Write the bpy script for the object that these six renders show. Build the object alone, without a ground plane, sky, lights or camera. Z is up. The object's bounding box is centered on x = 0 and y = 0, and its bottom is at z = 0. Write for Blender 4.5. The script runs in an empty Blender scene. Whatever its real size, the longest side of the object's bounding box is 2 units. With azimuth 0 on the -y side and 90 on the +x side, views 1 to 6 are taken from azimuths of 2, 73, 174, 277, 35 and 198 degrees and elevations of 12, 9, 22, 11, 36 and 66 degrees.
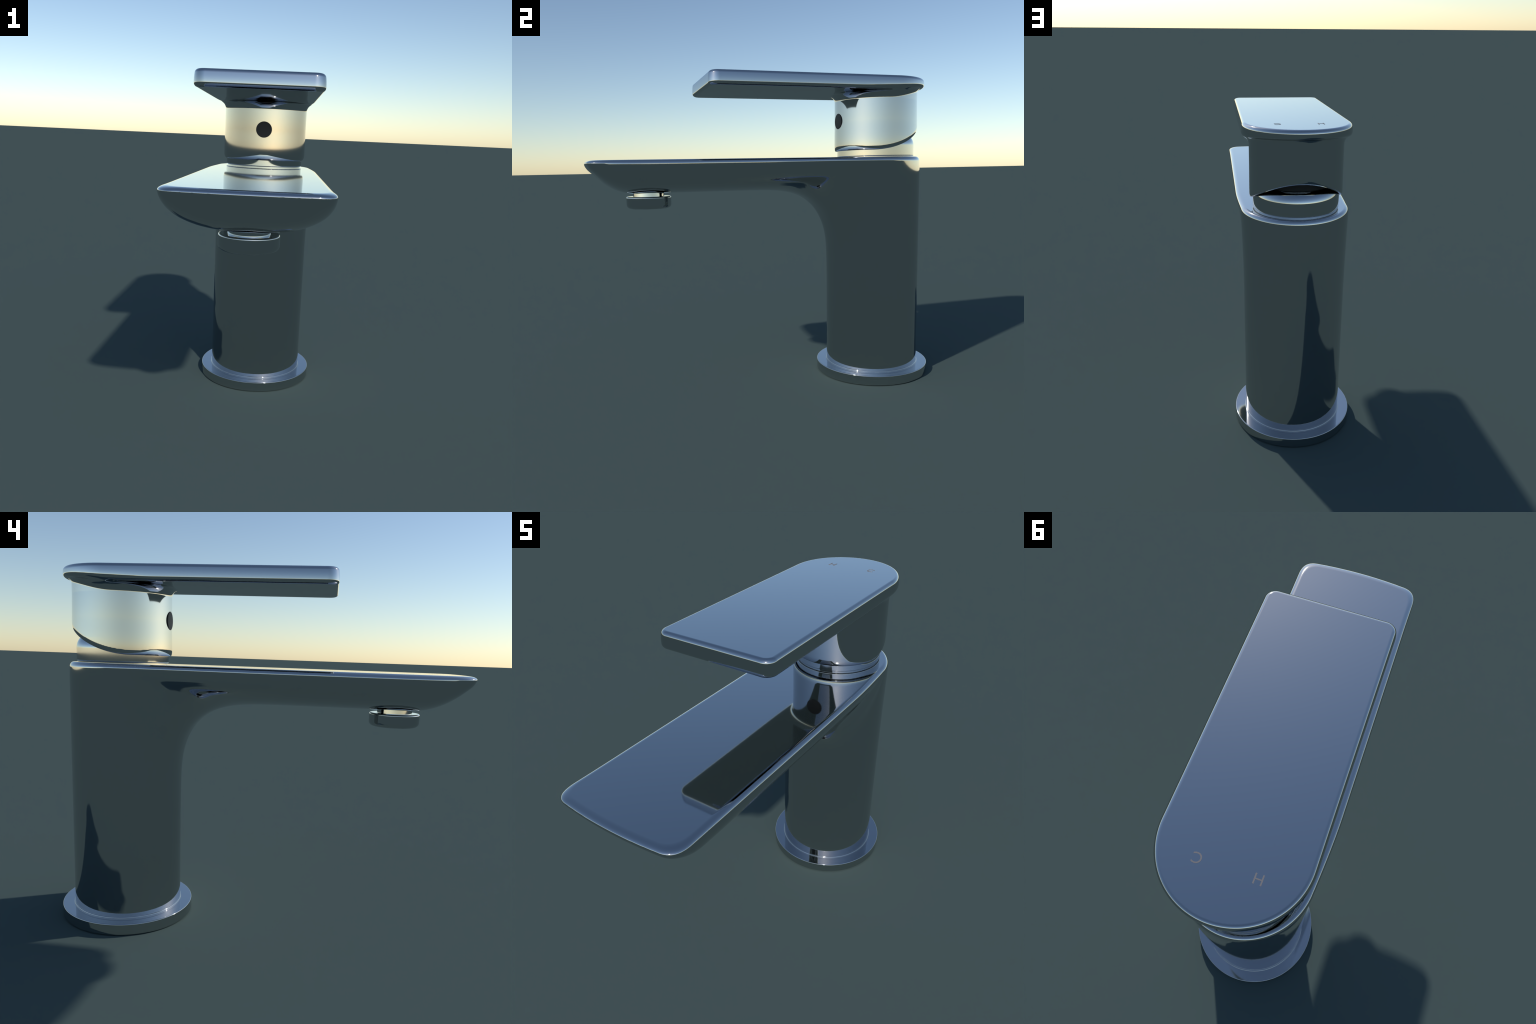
"""Single-lever chrome basin mixer tap: round base flange, upright body flowing into a
flat-topped spout, aerator, domed collar, and a hub with a flat lever on top."""
import bpy
import math
import numpy as np

# ------------------------------------------------------------------ main sizes (metres)
BODY_Y, BODY_R = 0.660, 0.277          # axis and radius of the upright body
HUB_Y, HUB_R = 0.677, 0.241            # axis and radius of the handle hub
SPOUT_TOP, SPOUT_EQ, SPOUT_BOTTOM = 1.309, 1.289, 1.1355
SPOUT_W, TIP_Y = 0.305, -1.0
LEVER_TOP, LEVER_W, LEVER_FRONT = 1.7490, 0.2795, -0.378


# ------------------------------------------------------------------ field helpers
def smooth_min(a, b, k):
    h = np.maximum(k - np.abs(a - b), 0.0) / k
    return np.minimum(a, b) - h * h * k * 0.25


def smooth_max(a, b, k):
    return -smooth_min(-a, -b, k)


def smoothstep(lo, hi, t):
    s = np.clip((t - lo) / (hi - lo), 0.0, 1.0)
    return s * s * (3.0 - 2.0 * s)


def super_field(p, q, size_p, size_q, n):
    """Superellipse field of normalised p, q >= 0, scaled to be roughly a distance."""
    a, b = p ** n, q ** n
    s = a + b
    e = 1e-3
    return ((s + 1e-12) ** (1.0 / n) - 1.0) * (size_p * (a + e) + size_q * (b + e)) / (s + 2 * e)


def round_edge(side, top, a, b):
    """Intersection of two fields (negative inside) with an elliptic edge a wide, b high."""
    u = np.maximum(1.0 + side / a, 0.0)
    v = np.maximum(1.0 + top / b, 0.0)
    return (np.sqrt(u * u + v * v) - 1.0) * a


# ------------------------------------------------------------------ body and spout
def arch_table(n=4096):
    """Side profile of the front: upright, arch, flat underside, as 1 / reach for each
    direction seen from the corner where the body axis meets the rim of the spout."""
    t = np.linspace(0.0, 1.0, 6000)[1:-1]
    t = 0.5 - 0.5 * np.cos(np.pi * t)
    z0, p = 0.68, 2.95
    up = z0 + (SPOUT_BOTTOM - z0) * t
    fwd = BODY_R + 0.483 * (1.0 - (1.0 - t ** p) ** (1.0 / p))
    down = SPOUT_EQ - up
    ang = np.arctan2(down, fwd)
    inv = 1.0 / np.hypot(down, fwd)
    order = np.argsort(ang)
    th = np.linspace(0.0, np.pi / 2, n)
    res = np.interp(th, ang[order], inv[order])
    flat = th < ang.min()
    res[flat] = np.sin(th[flat]) / (SPOUT_EQ - SPOUT_BOTTOM)
    steep = th > ang.max()
    res[steep] = np.cos(th[steep]) / BODY_R
    k = np.hanning(401)
    k /= k.sum()
    soft = np.convolve(np.pad(res, 200, mode="reflect", reflect_type="odd"), k, mode="valid")
    return soft


ARCH = arch_table()


def arch_inverse_reach(theta):
    """Catmull-Rom lookup, so that the surface has no facets."""
    m = len(ARCH)
    u = np.clip(theta / (np.pi / 2), 0.0, 1.0) * (m - 1)
    i = np.clip(u.astype(int), 0, m - 2)
    f = u - i
    p0, p1 = ARCH[np.maximum(i - 1, 0)], ARCH[i]
    p2, p3 = ARCH[i + 1], ARCH[np.minimum(i + 2, m - 1)]
    return p1 + 0.5 * f * (p2 - p0 + f * (2 * p0 - 5 * p1 + 4 * p2 - p3 + f * (3 * (p1 - p2) + p3 - p0)))


def body_field(x, y, z):
    ax = np.abs(x)
    depth = SPOUT_EQ - SPOUT_BOTTOM
    cyl = np.sqrt(x * x + (y - BODY_Y) ** 2) - BODY_R
    # front: U-shaped sections that fan from the upright body round into the spout bowl
    fwd = np.maximum(BODY_Y - y, 0.0)
    # the widest line of the spout rises a little towards the tip
    eq = SPOUT_EQ + 0.006 * (1.0 - smoothstep(-1.05, -0.70, y))
    down = np.maximum(eq - z, 0.0)
    theta = np.arctan2(down, fwd + 1e-9)
    h = np.sqrt(fwd * fwd + down * down) * np.maximum(arch_inverse_reach(theta), 0.0)
    turn = smoothstep(0.15, 1.12, theta)
    # the top is a little wider than the upright; this flare fades downwards and to the back
    flare = (SPOUT_W - BODY_R) * (1.0 - smoothstep(0.30, 0.92, y)) * np.maximum(1.0 - down / 0.5, 0.0) ** 2
    flare = np.where(y < BODY_Y, flare + ((SPOUT_W - BODY_R) * (1.0 - smoothstep(0.30, 0.92, y)) - flare)
                     * (1.0 - smoothstep(-0.10, 0.50, y)), flare)
    w = BODY_R + flare
    cyl = cyl - flare
    n = 2.33 + 0.32 * smoothstep(0.10, 0.60, theta) - 0.65 * smoothstep(0.70, 1.25, theta)
    front = super_field(ax / w, h, w, depth + (BODY_R - depth) * turn, n)
    # raked nose of the spout: an upright lip above a sloping chin
    tip = TIP_Y - 0.0065 + 0.016 * (ax / 0.25) ** 2
    soft = 0.5 * (eq - z + np.sqrt((eq - z) ** 2 + 0.012 ** 2))
    chin = (soft - 0.012 - 0.90 * (y - tip)) / 1.345
    nose = np.where(y < -0.3, smooth_max(chin, tip - y, 0.03), -1.0)
    front = smooth_max(front, nose, 0.07)
    g = np.where(y < BODY_Y, front, cyl)
    # flat top with a rounded rim, softer at the back of the body
    back = smoothstep(0.55, 0.95, y)
    g = g + 0.004 * back * np.clip((z - 1.20) / 0.109, 0.0, 1.0) ** 2
    f = round_edge(g, z - SPOUT_TOP, 0.030 - 0.012 * back, 1.310 - eq + 0.004 * back)
    return np.maximum(f, 0.030 - z)


# ------------------------------------------------------------------ handle: hub and lever
def handle_field(x, y, z):
    ax = np.abs(x)
    # plan of the lever: straight sides, half-round back, small-radius front corners
    back = np.sqrt(x * x + np.maximum(y - HUB_Y, 0.0) ** 2) - LEVER_W
    r = 0.052
    qx, qy = ax - (LEVER_W - r), (LEVER_FRONT + r) - y
    front = np.sqrt(np.maximum(qx, 0) ** 2 + np.maximum(qy, 0) ** 2) + np.minimum(np.maximum(qx, qy), 0) - r
    plan = np.maximum(back, front)
    lift = smoothstep(0.64, 0.94, y)
    low = 1.6735 + 0.0275 * lift
    rl = 0.019 + 0.008 * smoothstep(0.42, 0.70, y) - 0.010 * lift
    # sides lean in slightly towards the top, then turn over a tight edge
    lean = np.maximum((z - low - rl) / (LEVER_TOP - low - rl), 0.0)
    upper = round_edge(plan + (0.006 - 0.004 * lift) * lean * lean, z - LEVER_TOP, 0.016, 0.016 + 0.003 * lift)
    lower = round_edge(plan, low - z, rl, rl)
    plate = np.maximum(upper, lower)
    # hub cylinder flaring into the plate with a circular fillet
    hub = np.sqrt(x * x + (y - HUB_Y) ** 2) - (
        HUB_R + 0.0013 * (1.0 - smoothstep(1.38, 1.52, z))
        + 0.0035 * np.clip((1.63 - z) / 0.17, 0.0, 1.2) * smoothstep(0.66, 0.86, y))
    rf = 0.031 - 0.012 * lift          # fillet reach outwards
    rv = 0.041 - 0.020 * lift          # fillet reach downwards
    below = np.maximum(plate, low - z)
    u = np.maximum(1.0 - hub / rf, 0.0)
    v = np.maximum(1.0 - below / rv, 0.0)
    f = np.where(z < 1.70, rf * (1.0 - np.sqrt(u * u + v * v)), plate)
    # lower edge of the hub sweeps up towards the back
    cut = 1.350 + 1.10 * np.maximum(y - 0.56, 0.0) ** 2
    under = (cut - z) / np.sqrt(1.0 + (2.20 * np.maximum(y - 0.56, 0.0)) ** 2)
    f = np.where(z < 1.62, round_edge(f, under, 0.007, 0.022 + 0.010 * (1.0 - smoothstep(0.45, 0.54, y))), f)
    # hollow over the collar
    hole = np.maximum(np.sqrt(x * x + (y - HUB_Y) ** 2) - 0.2285, z - 1.60)
    return np.maximum(f, -hole)


# ------------------------------------------------------------------ surface nets
def gradient(field, p, h=2e-4):
    g = np.empty_like(p)
    for i in range(3):
        a, b = p.copy(), p.copy()
        a[:, i] += h
        b[:, i] -= h
        g[:, i] = field(*a.T) - field(*b.T)
    return g / (2 * h)


def polygonise(field, lo, hi, step):
    """Quad mesh of field = 0, vertices pulled onto the surface, with field normals."""
    ax = [np.arange(a, b + step, step) for a, b in zip(lo, hi)]
    n = [len(a) for a in ax]
    v = np.empty(n, dtype=np.float32)
    for k, zv in enumerate(ax[2]):
        gx, gy = np.meshgrid(ax[0], ax[1], indexing="ij")
        v[:, :, k] = field(gx, gy, np.full_like(gx, zv))
    inside = v < 0
    cells = [m - 1 for m in n]
    total = np.zeros(cells, dtype=np.int8)
    for i in (0, 1):
        for j in (0, 1):
            for k in (0, 1):
                total += inside[i:i + cells[0], j:j + cells[1], k:k + cells[2]]
    active = (total > 0) & (total < 8)
    index = np.full(cells, -1, dtype=np.int64)
    index[active] = np.arange(active.sum())
    c = np.argwhere(active)
    acc = np.zeros((len(c), 3))
    cnt = np.zeros(len(c))
    corners = [(i, j, k) for i in (0, 1) for j in (0, 1) for k in (0, 1)]
    for a in corners:
        for d in range(3):
            if a[d]:
                continue
            b = list(a)
            b[d] = 1
            va = v[c[:, 0] + a[0], c[:, 1] + a[1], c[:, 2] + a[2]]
            vb = v[c[:, 0] + b[0], c[:, 1] + b[1], c[:, 2] + b[2]]
            m = (va < 0) != (vb < 0)
            t = np.where(m, va / np.where(m, va - vb, 1.0), 0.0)
            p = np.array(a, dtype=float) + np.zeros((len(c), 3))
            p[:, d] = t
            acc[m] += p[m]
            cnt[m] += 1
    pts = np.array(lo) + (c + acc / cnt[:, None]) * step
    for _ in range(6):
        f = field(*pts.T)
        g = gradient(field, pts)
        move = (f / np.maximum((g * g).sum(1), 1e-6))[:, None] * g
        ln = np.linalg.norm(move, axis=1)
        move *= np.minimum(1.0, 0.4 * step / np.maximum(ln, 1e-12))[:, None]
        pts -= move
    nrm = gradient(field, pts)
    nrm /= np.maximum(np.linalg.norm(nrm, axis=1), 1e-9)[:, None]
    faces = []
    for d in range(3):
        e1, e2 = (d + 1) % 3, (d + 2) % 3
        s0 = [slice(None)] * 3
        s1 = [slice(None)] * 3
        s0[d], s1[d] = slice(0, -1), slice(1, None)
        a, b = inside[tuple(s0)], inside[tuple(s1)]
        for flip, mask in ((False, a & ~b), (True, ~a & b)):
            e = np.argwhere(mask)
            ok = (e[:, e1] > 0) & (e[:, e2] > 0) & (e[:, e1] < cells[e1]) & (e[:, e2] < cells[e2])
            e = e[ok]
            quad = []
            for o1, o2 in ((0, 0), (-1, 0), (-1, -1), (0, -1)):
                q = e.copy()
                q[:, e1] += o1
                q[:, e2] += o2
                quad.append(index[q[:, 0], q[:, 1], q[:, 2]])
            quad = np.stack(quad, 1)
            faces.append(quad[:, ::-1] if flip else quad)
    faces = np.concatenate(faces)
    return pts, nrm, faces


# ------------------------------------------------------------------ materials
def chrome_material():
    m = bpy.data.materials.new("polished_chrome")
    m.use_nodes = True
    nt = m.node_tree
    bsdf = nt.nodes["Principled BSDF"]
    coord = nt.nodes.new("ShaderNodeTexCoord")
    noise = nt.nodes.new("ShaderNodeTexNoise")
    noise.inputs["Scale"].default_value = 6.0
    ramp = nt.nodes.new("ShaderNodeMapRange")
    ramp.inputs["To Min"].default_value = 0.045
    ramp.inputs["To Max"].default_value = 0.055
    nt.links.new(coord.outputs["Object"], noise.inputs["Vector"])
    nt.links.new(noise.outputs["Fac"], ramp.inputs["Value"])
    nt.links.new(ramp.outputs["Result"], bsdf.inputs["Roughness"])
    bsdf.inputs["Base Color"].default_value = (0.56, 0.57, 0.57, 1)
    bsdf.inputs["Metallic"].default_value = 1.0
    return m


def plain_material(name, color, roughness, metallic=0.0):
    m = bpy.data.materials.new(name)
    m.use_nodes = True
    nt = m.node_tree
    bsdf = nt.nodes["Principled BSDF"]
    coord = nt.nodes.new("ShaderNodeTexCoord")
    noise = nt.nodes.new("ShaderNodeTexNoise")
    noise.inputs["Scale"].default_value = 60.0
    mix = nt.nodes.new("ShaderNodeMix")
    mix.data_type = "RGBA"
    mix.inputs["A"].default_value = (*[c * 0.94 for c in color], 1)
    mix.inputs["B"].default_value = (*[c * 1.06 for c in color], 1)
    nt.links.new(coord.outputs["Object"], noise.inputs["Vector"])
    nt.links.new(noise.outputs["Fac"], mix.inputs["Factor"])
    nt.links.new(mix.outputs["Result"], bsdf.inputs["Base Color"])
    bsdf.inputs["Roughness"].default_value = roughness
    bsdf.inputs["Metallic"].default_value = metallic
    return m


CHROME = chrome_material()
RUBBER = plain_material("black_plastic", (0.016, 0.016, 0.017), 0.55)
GAP_SHADE_BLACK = plain_material("gap_shade_painted_black", (0.006, 0.006, 0.006), 0.7)
PAINT = plain_material("grey_marking", (0.21, 0.195, 0.195), 0.4)
GAUZE = plain_material("grey_gauze_plastic", (0.12, 0.12, 0.12), 0.5)


# ------------------------------------------------------------------ object helpers
def add_mesh(name, pts, faces, mat, parent, normals=None):
    me = bpy.data.meshes.new(name)
    me.from_pydata([tuple(p) for p in pts], [], [tuple(f) for f in faces])
    me.polygons.foreach_set("use_smooth", [True] * len(me.polygons))
    me.materials.append(mat)
    me.update()
    if normals is not None:
        me.normals_split_custom_set_from_vertices([tuple(n) for n in normals])
    ob = bpy.data.objects.new(name, me)
    bpy.context.scene.collection.objects.link(ob)
    ob.parent = parent
    return ob


def add_region(name, pts, nrm, faces, mask, mat, parent):
    f = faces[mask]
    used, inv = np.unique(f, return_inverse=True)
    return add_mesh(name, pts[used], inv.reshape(f.shape), mat, parent, nrm[used])


def rounded_profile(corners, arc=8):
    """corners: (radius, height, fillet). Returns points with outward normals (r, z)."""
    out = []
    n = len(corners)
    for i, (r, z, rad) in enumerate(corners):
        p = np.array((r, z))
        a = np.array(corners[i - 1][:2]) if i else None
        b = np.array(corners[i + 1][:2]) if i < n - 1 else None
        da = None if a is None else (p - a) / np.linalg.norm(p - a)
        db = None if b is None else (b - p) / np.linalg.norm(b - p)
        right = lambda d: np.array((d[1], -d[0]))
        if da is None or db is None:
            out.append((p, right(db if da is None else da)))
            continue
        ang = math.acos(max(-1, min(1, float(da @ db))))
        if ang < 1e-4:
            out.append((p, right(da)))
            continue
        t = rad * math.tan(ang / 2)
        p0, n0, n1 = p - da * t, right(da), right(db)
        turn = da[0] * db[1] - da[1] * db[0]
        s = 1.0 if turn > 0 else -1.0
        ctr = p0 - n0 * rad * s
        steps = max(2, int(arc * ang / (math.pi / 2)) + 1)
        for k in range(steps + 1):
            w = k / steps
            nn = n0 * math.sin((1 - w) * ang) + n1 * math.sin(w * ang)
            nn = nn / np.linalg.norm(nn)
            out.append((ctr + nn * rad * s, nn))
    return out


def lathe(name, corners, centre, mat, parent, seg=192, arc=8):
    prof = rounded_profile(corners, arc)
    pts, nrm, faces = [], [], []
    m = len(prof)
    for i in range(seg):
        c, s = math.cos(2 * math.pi * i / seg), math.sin(2 * math.pi * i / seg)
        for p, nn in prof:
            pts.append((centre[0] + p[0] * c, centre[1] + p[0] * s, centre[2] + p[1]))
            nrm.append((nn[0] * c, nn[0] * s, nn[1]))
    for i in range(seg):
        j = (i + 1) % seg
        for k in range(m - 1):
            faces.append((i * m + k, j * m + k, j * m + k + 1, i * m + k + 1))
    return add_mesh(name, pts, faces, mat, parent, nrm)


# ------------------------------------------------------------------ build
tap = bpy.data.objects.new("basin_tap", None)
bpy.context.scene.collection.objects.link(tap)
tap.location = (0.0, 0.0, 0.0)
tap["label"] = "polished chrome single lever basin mixer tap with flat spout"
tap["category"] = "faucet"

# base flange, with the narrow raised foot ring the body stands in
lathe("base_flange", [
    (0.200, 0.000, 0.001), (0.3365, 0.000, 0.002), (0.3395, 0.004, 0.002),
    (0.3395, 0.0575, 0.0040), (0.2815, 0.0575, 0.0008), (0.2815, 0.0665, 0.0035),
    (0.2500, 0.0665, 0.001)], (0, BODY_Y, 0), CHROME, tap, seg=256)

# body and spout are one surface, separated by region
P, N, F = polygonise(body_field, (-0.33, -1.02, 0.022), (0.33, 0.96, 1.325), 0.0040)
cen = P[F].mean(1)
is_spout = (cen[:, 1] < 0.36) & (cen[:, 2] > 0.80)
is_bottom = cen[:, 2] < 0.045
add_region("body", P, N, F, ~is_spout & ~is_bottom, CHROME, tap)
add_region("spout", P, N, F, is_spout, CHROME, tap)

# aerator under the spout: neck, knurl-free ring and outlet
aer = (0.0, -0.676, 0.0)
ring = lathe("aerator", [
    (0.060, 1.064, 0.001), (0.094, 1.064, 0.003), (0.096, 1.055, 0.004), (0.1185, 1.055, 0.022),
    (0.1190, 1.090, 0.010), (0.1190, 1.1195, 0.008), (0.070, 1.1195, 0.001)], aer, CHROME, tap)
lathe("neck", [(0.0835, 1.112, 0.001), (0.0815, 1.150, 0.002)], aer, CHROME, ring)
lathe("outlet", [(0.0005, 1.060, 0.001), (0.0945, 1.060, 0.001), (0.0945, 1.068, 0.001)], aer, GAUZE, ring)

# collar: spacer groove, short cylinder and dome under the hub
lathe("collar", [
    (0.2190, 1.300, 0.001), (0.2190, 1.3150, 0.001), (0.2255, 1.3150, 0.004), (0.2255, 1.450, 0.075),
    (0.0003, 1.450, 0.01)], (0, HUB_Y, 0), CHROME, tap, arc=64)

# dark cartridge cylinder, blackening the hub gap where chrome reflections die out
lathe("modelled_gap_shade", [(0.190, 1.440, 0.001), (0.190, 1.590, 0.002), (0.001, 1.590, 0.001)],
      (0, HUB_Y, 0), GAP_SHADE_BLACK, tap, seg=96)

# handle: hub and lever are one surface, separated by region
P, N, F = polygonise(handle_field, (-0.30, -0.40, 1.335), (0.30, 0.98, 1.765), 0.0036)
cen = P[F].mean(1)
rad = np.hypot(cen[:, 0], cen[:, 1] - HUB_Y)
is_hub = (cen[:, 2] < 1.664) & (rad < 0.262)
hub = add_region("handle_hub", P, N, F, is_hub, CHROME, tap)
lever = add_region("lever", P, N, F, ~is_hub, CHROME, tap)

# black screw cover on the front of the hub
plug = lathe("screw_cover", [(0.0005, 0.0, 0.001), (0.0445, 0.0, 0.0012), (0.0445, -0.02, 0.001)],
             (0, 0, 0), RUBBER, hub, seg=96)
for v in plug.data.vertices:
    x, y, z = v.co
    v.co = (x, 0.4345 - z, 1.5205 + y)
plug.data.flip_normals()
plug.data.update()


def letter(char, x, y, size):
    cu = bpy.data.curves.new("letter", "FONT")
    cu.body = char
    cu.size = size
    cu.align_x = "CENTER"
    cu.align_y = "CENTER"
    cu.extrude = 0.0006
    ob = bpy.data.objects.new("tmp_letter", cu)
    bpy.context.scene.collection.objects.link(ob)
    bpy.context.view_layer.update()
    me = bpy.data.meshes.new_from_object(ob.evaluated_get(bpy.context.evaluated_depsgraph_get()))
    bpy.data.objects.remove(ob)
    me.materials.clear()
    me.materials.append(PAINT)
    me.name = "letter"
    res = bpy.data.objects.new("letter", me)
    bpy.context.scene.collection.objects.link(res)
    res.location = (x, y, LEVER_TOP + 0.0002)
    res.parent = lever
    return res


letter("H", -0.107, 0.766, 0.054)
letter("C", 0.106, 0.767, 0.054)
